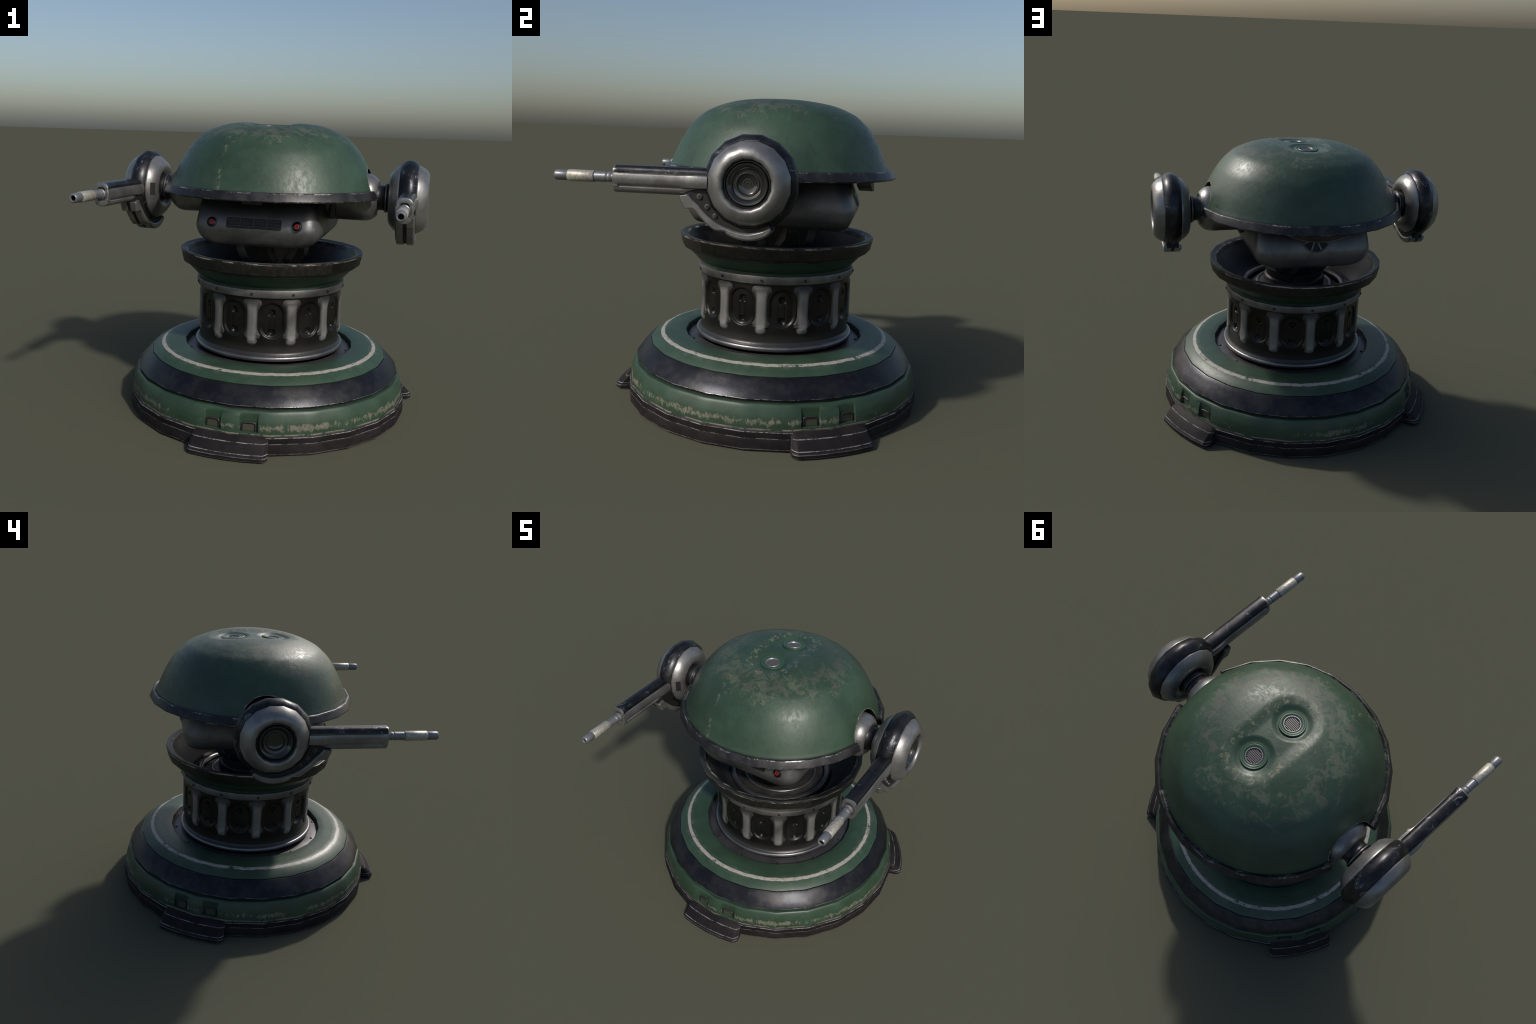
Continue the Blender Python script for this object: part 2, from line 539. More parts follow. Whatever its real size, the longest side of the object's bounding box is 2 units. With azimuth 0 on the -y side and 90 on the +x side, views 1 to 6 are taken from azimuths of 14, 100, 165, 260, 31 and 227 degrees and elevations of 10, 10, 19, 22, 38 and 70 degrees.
# ------------------------------------------------------------------ base
PAD_ANGLES = [radians(a) for a in (-90, 30, 150)]

skirt = lathe("base", [(0.0, 0.0), (0.905, 0.0), (0.924, 0.010), (0.926, 0.062), (0.922, 0.072), (0.923, 0.078),
                       (0.923, 0.108), (0.917, 0.117), (0.908, 0.1175), (0.88, 0.117)], SEG, SKIRTM, ROOT, smooth=24)

# green band with sunk windows for the handles
HANDLES = [p + s * radians(6.9) for p in PAD_ANGLES for s in (-1, 1)]
WIN = radians(3.3)
BANDP = [(0.112, 0.911), (0.118, 0.914), (0.16, 0.9125), (0.19, 0.908), (0.215, 0.901), (0.24, 0.8915), (0.249, 0.886), (0.2525, 0.881), (0.254, 0.860)]


def green_band():
    eps = radians(0.12)
    ang = set(i * FACET / 4 for i in range(SEG * 4))
    for h in HANDLES:
        for e in (-WIN - eps, -WIN + eps, WIN - eps, WIN + eps):
            ang.add((h + e) % tau)
    ang = sorted(ang)
    zs = [0.112, 0.118, 0.125, 0.1325, 0.1355, 0.14, 0.15, 0.16, 0.17, 0.18, 0.19, 0.2, 0.21, 0.22, 0.23, 0.24, 0.245, 0.249, 0.2525, 0.254]
    vs, fs = [], []
    for a in ang:
        inside = any(abs((a - h + pi) % tau - pi) < WIN for h in HANDLES)
        for z in zs:
            r = interp(BANDP, z) * facet(a)
            if inside and z > 0.134:
                r = min(r, 0.8925 * facet(a))
            vs.append((r * cos(a), r * sin(a), z))
    k = len(zs)
    n = len(ang)
    for i in range(n):
        for p in range(k - 1):
            fs.append([i * k + p, ((i + 1) % n) * k + p, ((i + 1) % n) * k + p + 1, i * k + p + 1])
    return new_obj("lower_band", vs, fs, BAND, skirt, (0, 0, 0), smooth=30)


green_band()
lathe("black_band", [(0.862, 0.250), (0.862, 0.266), (0.872, 0.268), (0.876, 0.274), (0.865, 0.292), (0.840, 0.320),
                     (0.816, 0.345), (0.795, 0.366), (0.791, 0.3685), (0.780, 0.366)], SEG, RING, skirt, (0, 0, 0), smooth=30)
lathe("groove", [(0.8635, 0.2535), (0.8635, 0.2675)], SEG, SOOT, skirt, (0, 0, 0))
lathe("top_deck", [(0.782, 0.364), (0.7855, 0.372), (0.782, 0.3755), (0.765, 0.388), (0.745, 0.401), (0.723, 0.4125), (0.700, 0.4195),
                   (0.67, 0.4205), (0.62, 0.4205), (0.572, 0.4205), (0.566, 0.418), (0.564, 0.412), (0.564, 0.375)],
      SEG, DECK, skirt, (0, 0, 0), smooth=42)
lathe("well_floor", [(0.568, 0.382), (0.553, 0.383), (0.550, 0.389), (0.535, 0.393), (0.510, 0.396), (0.48, 0.40)],
      SEG * 2, PLATE, skirt, (0, 0, 0))
bolt = lathe("deck_bolt", [(0.0, 0.006), (0.006, 0.006), (0.0085, 0.0045), (0.0085, -0.01)], 10, BOLTM, skirt, (0, 0, 0))
repeat(bolt, [((0.531 * cos(i * pi / 6), 0.531 * sin(i * pi / 6), 0.3935), (0, 0, 0)) for i in range(12)])


def foot_pad():
    """stabiliser foot: a chamfered block that follows the skirt over 26 degrees (built about the +x axis)"""
    prof = lambda t: [(0.90, 0.0), (0.992 + t, 0.0), (1.016 + t, 0.008), (1.018 + t, 0.030), (1.010 + t, 0.037),
                      (1.006 + t, 0.043), (0.955, 0.090), (0.940, 0.103), (0.915, 0.117), (0.90, 0.1165)]
    secs = []
    for a, s in ((-13.9, 0), (-13.2, 0.6), (-12.2, 1), (-6.5, 1), (0, 1), (6.5, 1), (12.2, 1), (13.2, 0.6), (13.9, 0)):
        A = radians(a)
        f = 1.0
        if 0 < abs(a) < 13:
            f = 1 / cos(A) * cos(radians(0)) if abs(a) < 1 else 1
        sec = []
        for r, z in prof(0.0):
            rr = r - (1 - s) * max(0, (r - 0.925)) * 0.30
            zz = z - (1 - s) * 0.012 * (1 if z > 0.02 else 0)
            sec.append((rr * cos(A), rr * sin(A), zz))
        secs.append(sec)
    return loft("foot_pad", secs, PADM, skirt, smooth=24)


repeat(foot_pad(), [((0, 0, 0), (0, 0, a)) for a in PAD_ANGLES])


def handle():
    """inverted-U grab frame round a small back plate, built about the +x axis"""
    w, zb, zt, rc = 0.0385, 0.136, 0.186, 0.014
    path = [(0, -w, zb)]
    for i in range(5):
        a = pi - i * pi / 8
        path.append((0, -w + rc + rc * cos(a), zt - rc + rc * sin(a)))
    for i in range(5):
        a = pi / 2 - i * pi / 8
        path.append((0, w - rc + rc * cos(a), zt - rc + rc * sin(a)))
    path.append((0, w, zb))
    ob = tube("handle", path, 0.0058, FRAMEM, skirt, sides=8)
    pl = box("handle_plate", (0.006, 0.068, 0.040), OLIVE, ob, (-0.004, 0, 0.158), bevel=0)
    return ob, pl


h0, p0 = handle()
for i, a in enumerate(HANDLES):
    c = h0 if i == 0 else h0.copy()
    q = p0 if i == 0 else p0.copy()
    if i:
        COLL.objects.link(c); COLL.objects.link(q); q.parent = c
    rr = 0.8985 * facet(a)
    c.location, c.rotation_euler = (rr * cos(a), rr * sin(a), 0), (0, 0, a)

# ------------------------------------------------------------------ column
POCKET_W, POCKET_B, POCKET_T = 0.078, 0.556, 0.786
SLOT_W, SLOT_B, SLOT_T = 0.0225, 0.572, 0.742
COL_R = 0.470


def stadium(u, z, half, lo, hi):
    """signed distance to an upright stadium"""
    dz = max(lo + half - z, z - (hi - half), 0.0)
    return hypot(u, dz) - half


def column_body():
    NA, z0, z1, NZ = 12 * 64, 0.43, 0.83, 110
    vs, fs = [], []
    for i in range(NA):
        a = tau * i / NA
        u = (a % radians(30) - radians(15)) * COL_R
        for j in range(NZ + 1):
            z = z0 + (z1 - z0) * j / NZ
            r = COL_R
            r -= 0.012 * smooth01(-stadium(u, z, POCKET_W, POCKET_B, POCKET_T) / 0.014)
            s = stadium(u, z, SLOT_W, SLOT_B, SLOT_T)
            if s < 0:                                   # a fine groove all round, hollow ends
                r -= 0.004 * (1 - smooth01((-s - 0.002) / 0.003))
                r -= 0.016 * smooth01((abs(z - 0.657) - 0.043) / 0.006) * smooth01(-s / 0.012)
            r += 0.016 * smooth01((0.475 - z) / 0.035) ** 2
            vs.append((r * cos(a), r * sin(a), z))
    k = NZ + 1
    for i in range(NA):
        for j in range(NZ):
            m = (i + 1) % NA
            fs.append([i * k + j, m * k + j, m * k + j + 1, i * k + j + 1])
    return new_obj("column", vs, fs, COLUMN, ROOT, AX, smooth=60)


column = column_body()


def rib():
    """bone-shaped flute rib, flared at both ends, built about +x"""
    NZ, NU = 72, 20
    zb, zt = 0.512, 0.806
    gap = COL_R * radians(15)                      # rib centre to pocket centre

    def width(z):
        lo, hi = POCKET_B + POCKET_W, POCKET_T - POCKET_W
        d = lo - z if z < lo else z - hi if z > hi else 0.0
        w = gap - 0.004 - math.sqrt(max(POCKET_W ** 2 - d * d, 0.0))
        if z < 0.575:                              # flared barbs, then the rounded foot
            w = min(w, 0.060 if z > 0.560 else 0.060 - 0.019 * smooth01((0.560 - z) / 0.006))
        if z < 0.545:
            w = min(w, 0.041 * math.sqrt(max(0.0, 1 - ((0.545 - z) / 0.034) ** 2)) + 0.003)
        return min(w, 0.072)

    hgt = [(0.0, 0.0), (0.05, 0.009), (0.12, 0.0150), (0.22, 0.0115), (0.8, 0.0105), (0.92, 0.008), (1.0, 0.0005)]
    vs, fs = [], []
    for j in range(NZ + 1):
        t = j / NZ
        z = zb + (zt - zb) * t
        w, h = width(z), interp(hgt, t)
        for i in range(NU + 1):
            s = -1 + 2 * i / NU
            u = w * s
            r = COL_R - 0.004 + (h + 0.004) * max(0.0, 1 - abs(s) ** 2.6) - 0.010 * smooth01((abs(s) - 0.85) / 0.15)
            a = u / COL_R
            vs.append((r * cos(a), r * sin(a), z))
    k = NU + 1
    for j in range(NZ):
        for i in range(NU):
            fs.append([j * k + i, j * k + i + 1, (j + 1) * k + i + 1, (j + 1) * k + i])
    # back side closes the solid
    base = len(vs)
    for j in range(NZ + 1):
        t = j / NZ
        z = zb + (zt - zb) * t
        w = width(z)
        for s in (-1, 1):
            a = w * s / COL_R
            vs.append(((COL_R - 0.03) * cos(a), (COL_R - 0.03) * sin(a), z))
    for j in range(NZ):
        b = base + 2 * j
        fs.append([b, b + 2, b + 3, b + 1])
        fs.append([j * k, (j + 1) * k, b + 2, b])
        fs.append([j * k + NU, b + 1, b + 3, (j + 1) * k + NU])
    fs.append([i for i in range(k)] + [base + 1, base])
    fs.append([NZ * k + i for i in range(k)][::-1] + [base + 2 * NZ, base + 2 * NZ + 1])
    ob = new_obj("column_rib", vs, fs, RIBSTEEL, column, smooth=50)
    return ob


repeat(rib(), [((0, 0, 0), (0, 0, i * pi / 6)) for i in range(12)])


bead = [(0.486 + 0.013 * cos(a), 0.432 + 0.016 * sin(a)) for a in [radians(x) for x in range(-110, 151, 20)]]
lathe("column_bead", bead, 72, BEADM, column, (0, 0, 0))
lathe("column_collar", [(0.462, 0.812), (0.480, 0.814), (0.489, 0.818), (0.491, 0.822), (0.4935, 0.858), (0.491, 0.864), (0.480, 0.866), (0.45, 0.868)],
      SEG, COLLAR, column, (0, 0, 0), smooth=30)
cb = lathe("collar_bolt", [(0.0, 0.003), (0.005, 0.003), (0.0062, 0.0045), (0.0078, 0.0045), (0.009, 0.002), (0.009, -0.012)], 12, BOLTM, column, (0, 0, 0))
repeat(cb, [((0.4925 * cos(i * pi / 6), 0.4925 * sin(i * pi / 6), 0.840), (0, pi / 2, i * pi / 6)) for i in range(12)])

# ------------------------------------------------------------------ bowl
bowl = lathe("bowl", [(0.470, 0.862), (0.472, 0.878), (0.480, 0.884), (0.492, 0.890), (0.520, 0.920), (0.553, 0.9535), (0.553, 0.957)],
             SEG, BOWLGREEN, ROOT, AX, smooth=30)
lathe("bowl_rim", [(0.548, 0.953), (0.556, 0.954), (0.586, 0.972), (0.591, 0.977), (0.600, 1.015), (0.607, 1.048), (0.606, 1.053), (0.601, 1.0555),
                   (0.568, 1.047), (0.561, 1.043), (0.557, 1.034), (0.548, 1.02)], SEG, BOWLRIM, bowl, (0, 0, 0), smooth=30)
lathe("bowl_lining", [(0.556, 1.036), (0.535, 0.995), (0.500, 0.950), (0.460, 0.905), (0.420, 0.872), (0.405, 0.862), (0.390, 0.860)], SEG * 2, BOWLIN, bowl, (0, 0, 0))


def floor_ring(name, R, rad, z, mat):
    lathe(name, [(R + rad * cos(a), z + rad * 0.9 * sin(a)) for a in [radians(x) for x in range(-60, 241, 20)]], 64, mat, bowl, (0, 0, 0))


floor_ring("floor_ring", 0.352, 0.022, 0.862, BEADM)
floor_ring("floor_ring", 0.262, 0.014, 0.866, BEADM)
lathe("bowl_floor", [(0.40, 0.860), (0.385, 0.850), (0.37, 0.842), (0.33, 0.842), (0.295, 0.846), (0.28, 0.855), (0.25, 0.870), (0.21, 0.872), (0.0, 0.872)], 64, NECKM, bowl, (0, 0, 0))

# ------------------------------------------------------------------ neck
neck = lathe("neck", [(0.205, 0.865), (0.213, 0.872), (0.217, 0.885), (0.217, 0.920), (0.213, 0.928), (0.200, 0.936), (0.196, 0.985), (0.205, 1.03),
                      (0.215, 1.07), (0.218, 1.15)], 48, NECKM, ROOT, AX, smooth=35)


def neck_lug():
    """wedge clamp that flares out below the head, built about +x"""
    secs = []
    for z, half, ro in ((0.985, 0.088, 0.205), (1.000, 0.088, 0.226), (1.012, 0.084, 0.238), (1.05, 0.066, 0.254), (1.10, 0.060, 0.262), (1.15, 0.058, 0.264)):
        b = 0.024
        secs.append([(0.15, -half, z), (ro - b - 0.02, -half, z), (ro, -half + b, z), (ro, half - b, z), (ro - b - 0.02, half, z), (0.15, half, z)])
    return loft("neck_lug", secs, NECKM, neck, smooth=30, bevel=0.004)


lug = neck_lug()
repeat(lug, [((0, 0, 0), (0, 0, radians(a))) for a in (-90, -30, 30, 90, 150, 210)])
lb = lathe("lug_bolt", [(0.0, 0.003), (0.006, 0.003), (0.0075, 0.006), (0.010, 0.006), (0.011, 0.0), (0.011, -0.01)], 12, NECKM, neck, (0, 0, 0))
repeat(lb, [((0.262 * cos(a) - s * 0.016 * sin(a), 0.262 * sin(a) + s * 0.016 * cos(a), 1.100), (0, pi / 2, a))
            for a in (radians(d) for d in (-90, -30, 30, 90, 150, 210)) for s in (-1, 1)])

# ------------------------------------------------------------------ head casing
HEADSEC = [(1.1265, 0.20, 0.36, 0.09), (1.127, 0.280, 0.430, 0.09), (1.130, 0.300, 0.445, 0.09), (1.137, 0.322, 0.457, 0.09), (1.150, 0.345, 0.467, 0.09),
           (1.168, 0.363, 0.476, 0.09), (1.19, 0.376, 0.486, 0.09), (1.215, 0.383, 0.496, 0.09), (1.235, 0.386, 0.4985, 0.09), (1.255, 0.386, 0.4965, 0.09), (1.28, 0.384, 0.489, 0.09),
           (1.33, 0.379, 0.469, 0.09), (1.39, 0.372, 0.445, 0.09), (1.46, 0.362, 0.415, 0.09)]


def rounded_rect(hx, hy, r, z, n=8):
    pts = []
    for cx, cy, a0 in ((1, 1, 0), (-1, 1, 90), (-1, -1, 180), (1, -1, 270)):
        for i in range(n + 1):
            a = radians(a0 + 90 * i / n)
            pts.append((cx * (hx - r) + r * cos(a), cy * (hy - r) + r * sin(a), z))
    return pts


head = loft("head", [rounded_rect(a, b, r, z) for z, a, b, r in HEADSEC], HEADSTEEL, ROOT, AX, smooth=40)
FRONT_TILT = atan2(0.055, 0.14)       # lean of the upper half of the face


def face_y(z):
    return -interp([(s[0], s[2]) for s in HEADSEC], z)


def lathe_front(name, prof, segs, mat, parent, x, z, dy=0.0, back=False):
    ob = lathe(name, prof, segs, mat, parent, (x, (1 if back else -1) * (-face_y(z) + dy), z))   # dy: proud of the face
    tilt = -atan2(face_y(z + 0.04) - face_y(z - 0.03), 0.07)
    ob.rotation_euler = (pi / 2 + tilt, 0, 0) if not back else (-pi / 2 - tilt, 0, 0)
    return ob


for sx in (-1, 1):
    eye = lathe_front("eye", [(0.0325, -0.012), (0.033, 0.001), (0.032, 0.003), (0.0305, 0.003), (0.029, 0.000), (0.029, -0.010)], 32, LENSRING, head, sx * 0.263, 1.270, 0.005)
    lathe("eye_lens", [(0.0295, -0.004), (0.022, -0.001), (0.014, 0.001), (0.0, 0.0015)], 32, EYEGLASS, eye, (0, 0, 0))
    lathe("eye_glow", [(0.0140, 0.0005), (0.0133, 0.0020), (0.0100, 0.0025), (0.0090, 0.0010)], 24, RED, eye, (0, 0, 0))
    lathe("eye_pupil", [(0.0035, 0.001), (0.0030, 0.0028), (0.0, 0.0028)], 16, RED, eye, (0, 0, 0))

# mouth grille: a dark sunk tray, four panes, and the bars between them
gz, gw, gh = 1.270, 0.334, 0.060
gy = face_y(gz)
tilt = -atan2(face_y(gz + 0.04) - face_y(gz - 0.03), 0.07)
grille = box("grille", (gw, gh, 0.012), SOOT, head, (0, gy - 0.000, gz), (pi / 2 + tilt, 0, 0), bevel=0.002)
for i in range(4):
    px = -gw / 2 + gw / 8 + i * gw / 4
    box("grille_pane", (gw / 4 - 0.016, 0.024, 0.006), SOOT2, grille, (px, 0.000, 0.0050), bevel=0.002)
    box("grille_bar", (gw / 4 - 0.010, 0.0035, 0.008), GRILLEBAR, grille, (px, 0.0165, 0.0062), bevel=0.0012)
    box("grille_bar", (gw / 4 - 0.010, 0.0035, 0.008), GRILLEBAR, grille, (px, -0.0175, 0.0062), bevel=0.0012)
for i in range(5):
    box("grille_post", (0.0035, gh - 0.006, 0.011), GRILLEBAR if 0 < i < 4 else SOOT2, grille, (-gw / 2 + i * gw / 4, 0, 0.005), bevel=0.0015)

# spoked vent wheel on the back of the head
fan = lathe_front("back_vent", [(0.095, -0.02), (0.095, 0.006), (0.092, 0.010), (0.087, 0.009), (0.085, 0.003), (0.085, -0.016)], 40, VENTRIM, head, 0.0, 1.335, back=True)
lathe("back_vent_well", [(0.0855, -0.002), (0.084, 0.0045), (0.0, 0.0045)], 32, SOOT, fan, (0, 0, 0))
for i in range(8):
    a = radians(22.5 + 45 * i)
    box("vent_spoke", (0.084, 0.014, 0.008), VENTRIM, fan, (0.043 * cos(a), 0.043 * sin(a), 0.0065), (0, 0, a), bevel=0.002)
lathe("vent_hub", [(0.022, -0.006), (0.022, 0.009), (0.018, 0.012), (0.0, 0.012)], 20, VENTRIM, fan, (0, 0, 0))

# side mounting plates where the shoulders leave the head
for sx in (-1, 1):
    box("mounting_plate", (0.036, 0.30, 0.17), NECKM, head, (sx * 0.418, 0.0, 1.372), bevel=0.008)

# ------------------------------------------------------------------ dome
DOMEP = [(0.0, 1.8805), (0.05, 1.8803), (0.10, 1.879), (0.16, 1.876), (0.22, 1.870), (0.28, 1.8585), (0.34, 1.842), (0.38, 1.8285), (0.41, 1.816), (0.45, 1.797), (0.48, 1.777),
         (0.523, 1.739), (0.557, 1.701), (0.584, 1.660), (0.608, 1.618), (0.631, 1.573), (0.652, 1.525), (0.666, 1.492), (0.676, 1.472), (0.680, 1.455)]
VENT_Y = 0.1415


def dome_profile(n):
    """resample the profile evenly by arc length with a smooth (Catmull-Rom) curve"""
    P = [Vector((r, z)) for r, z in DOMEP]
    P = [Vector((-P[1].x, P[1].y))] + P + [P[-1] * 2 - P[-2]]
    fine = []
    for i in range(1, len(P) - 2):
        a, b, c, d = P[i - 1:i + 3]
        for s in range(12):
            t = s / 12
            fine.append(0.5 * ((2 * b) + (c - a) * t + (2 * a - 5 * b + 4 * c - d) * t * t + (-a + 3 * b - 3 * c + d) * t ** 3))
    fine.append(P[-2])
    L = [0]
    for a, b in zip(fine, fine[1:]):
        L.append(L[-1] + (b - a).length)
    tab_r = list(zip(L, [p.x for p in fine])); tab_z = list(zip(L, [p.y for p in fine]))
    return [(max(0, interp(tab_r, L[-1] * i / n)), interp(tab_z, L[-1] * i / n)) for i in range(n + 1)]


def dip(x, y):
    """stadium-shaped dip in the crown, deeper in a moat round each vent"""
    sd = hypot(x, max(abs(y) - VENT_Y, 0.0))
    d = 0.017 * (1 - smooth01((sd - 0.090) / 0.095))
    r = hypot(x, y)                                         # fuller shoulders to left and right
    if r > 0.01:
        d -= 0.009 * (x / r) ** 2 * smooth01((r - 0.18) / 0.16) * (1 - smooth01((r - 0.44) / 0.14))
    dv = hypot(x, abs(y) - VENT_Y)
    d += 0.013 * (1 - smooth01((dv - 0.080) / 0.040))
    d += 0.022 * (1 - smooth01((dv - 0.054) / 0.018))        # hollow under the vent grille
    return d


def dome_shell():
    NT, NR = 192, 110
    prof = dome_profile(NR)
    vs, fs = [(0, 0, prof[0][1] - dip(0, 0))], []
    for r, z in prof[1:]:
        for i in range(NT):
            a = tau * i / NT
            w = smooth01((r - 0.35) / 0.25)
            rr = r * (1 - 0.003 * w)
            x, y = rr * cos(a), rr * sin(a)
            vs.append((x, y, z - dip(x, y)))
    idx = lambda j, i: 1 + (j - 1) * NT + i % NT
    for i in range(NT):
        fs.append([0, idx(1, i), idx(1, i + 1)])
        for j in range(1, NR):
            fs.append([idx(j, i), idx(j + 1, i), idx(j + 1, i + 1), idx(j, i + 1)])
    # inner skin: offset inwards, coarser
    inner = [(max(0, r - 0.022 * smooth01(r / 0.4)), z - 0.035 * (1 - smooth01(r / 0.67)) - 0.01) for r, z in prof[::6]]
    inner[-1] = (0.658, prof[-1][1])
    base = len(vs)
    vs.append((0, 0, inner[0][1] - 0.03))
    for r, z in inner[1:]:
        for i in range(NT):
            a = tau * i / NT
            vs.append((r * cos(a), r * sin(a), z - 0.03 * (1 - smooth01((r - 0.2) / 0.2))))
    jdx = lambda j, i: base + 1 + (j - 1) * NT + i % NT
    m = len(inner) - 1
    for i in range(NT):
        fs.append([base, jdx(1, i + 1), jdx(1, i)])
        for j in range(1, m):
            fs.append([jdx(j, i), jdx(j, i + 1), jdx(j + 1, i + 1), jdx(j + 1, i)])
        fs.append([idx(NR, i), jdx(m, i), jdx(m, i + 1), idx(NR, i + 1)])
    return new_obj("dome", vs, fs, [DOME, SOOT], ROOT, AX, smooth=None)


dome = dome_shell()
# shoulder openings: cut with an x-axis cylinder on each side
cutters = []
for sx in (-1, 1):
    c = lathe("cutter", [(0.0, 0.42), (0.165, 0.42), (0.165, 0.9), (0.0, 0.9)], 48, SOOT, None, (0, AXIS_Y, 1.44), axis="x", sign=sx)
    b = dome.modifiers.new("opening", "BOOLEAN")
    b.operation, b.object, b.solver = "DIFFERENCE", c, "EXACT"
    cutters.append(c)
bpy.context.view_layer.update()
ev = dome.evaluated_get(bpy.context.evaluated_depsgraph_get())
cutmesh = bpy.data.meshes.new_from_object(ev)
dome.modifiers.clear()
dome.data = cutmesh
for c in cutters:
    bpy.data.objects.remove(c)
cutmesh.shade_smooth()
cutmesh.set_sharp_from_angle(angle=radians(40))

# rim: two dark hoops, interrupted at the shoulders
RIM = [(0.660, 1.424), (0.716, 1.420), (0.721, 1.424), (0.7215, 1.430), (0.7015, 1.470), (0.698, 1.4745), (0.690, 1.476), (0.682, 1.472), (0.676, 1.466), (0.664, 1.45)]
GAP = radians(13.8)
for base_a in (0, pi):
    angs = [base_a + GAP] + [base_a + FACET * i for i in range(1, 12)] + [base_a + pi - GAP]
    secs = [[(r * facet(a) * cos(a), r * facet(a) * sin(a), z) for r, z in RIM] for a in angs]
    loft("dome_rim", secs, DOMERIM, dome, smooth=30, bevel=0.0025)
lathe("dome_ceiling", [(0.664, 1.452), (0.4, 1.462), (0.0, 1.462)], 48, SOOT, dome, (0, 0, 0))

# two round air vents in the dip
for sy in (-1, 1):
    v = lathe("crown_vent", [(0.079, -0.025), (0.0785, 0.0005), (0.0765, 0.0022), (0.0725, 0.0022), (0.069, 0.0006), (0.066, 0.0018), (0.058, -0.0005), (0.0545, -0.002), (0.053, -0.006), (0.053, -0.02)],
              40, GREENPLAIN, dome, (0, sy * VENT_Y, 1.8520))
    v.rotation_euler = (-sy * radians(5), 0, 0)
    lathe("vent_ring", [(0.0525, -0.02), (0.0525, -0.003), (0.050, 0.000), (0.046, 0.000), (0.043, -0.004), (0.041, -0.010), (0.041, -0.02)], 40, VENTSTEEL, v, (0, 0, 0))
    lathe("vent_well", [(0.042, -0.013), (0.0, -0.013)], 32, SOOT, v, (0, 0, 0))
    for i in range(8):
        o = -0.0336 + i * 0.0096
        ln = 2 * math.sqrt(0.0405 ** 2 - o * o)
        box("vent_slat", (ln, 0.0068, 0.006), VENTSLAT, v, (0, o, -0.0095), bevel=0.001)

# lugs below the rim: a wide curved one behind, a small one in front
def rim_lug(name, centre, half, r0, r1, z0, z1):
    secs = []
    n = 10
    for i in range(n + 1):
        a = radians(centre - half + 2 * half * i / n)
        secs.append([(r * cos(a), r * sin(a), z) for r, z in ((r0, z0 + 0.006), (r0 + 0.006, z0), (r1 - 0.006, z0), (r1, z0 + 0.006), (r1, z1), (r0, z1))])
    return loft(name, secs, NECKM, dome, smooth=30, bevel=0.003)




def rear_lug():
    """crescent-shaped block under the back of the brim, with a bright lower lip"""
    secs, lip = [], []
    for i in range(17):
        x = -0.21 + 0.42 * i / 16
        z = 1.343 + 0.045 * (x / 0.21) ** 2
        y0, y1 = 0.508 - 0.25 * x * x, 0.591 - 0.30 * x * x
        secs.append([(x, y0, z + 0.004), (x, y0 + 0.005, z), (x, y1 - 0.005, z), (x, y1, z + 0.004), (x, y1, 1.462), (x, y0, 1.462)])
        lip.append((x, y1 + 0.001, z + 0.004))
    ob = loft("rear_lug", secs, NECKM, dome, smooth=30)
    tube("rear_lug_lip", lip, 0.0042, COLLAR, ob, sides=8)


rear_lug()
rim_lug("front_lug", -90, 6.5, 0.50, 0.56, 1.388, 1.47)

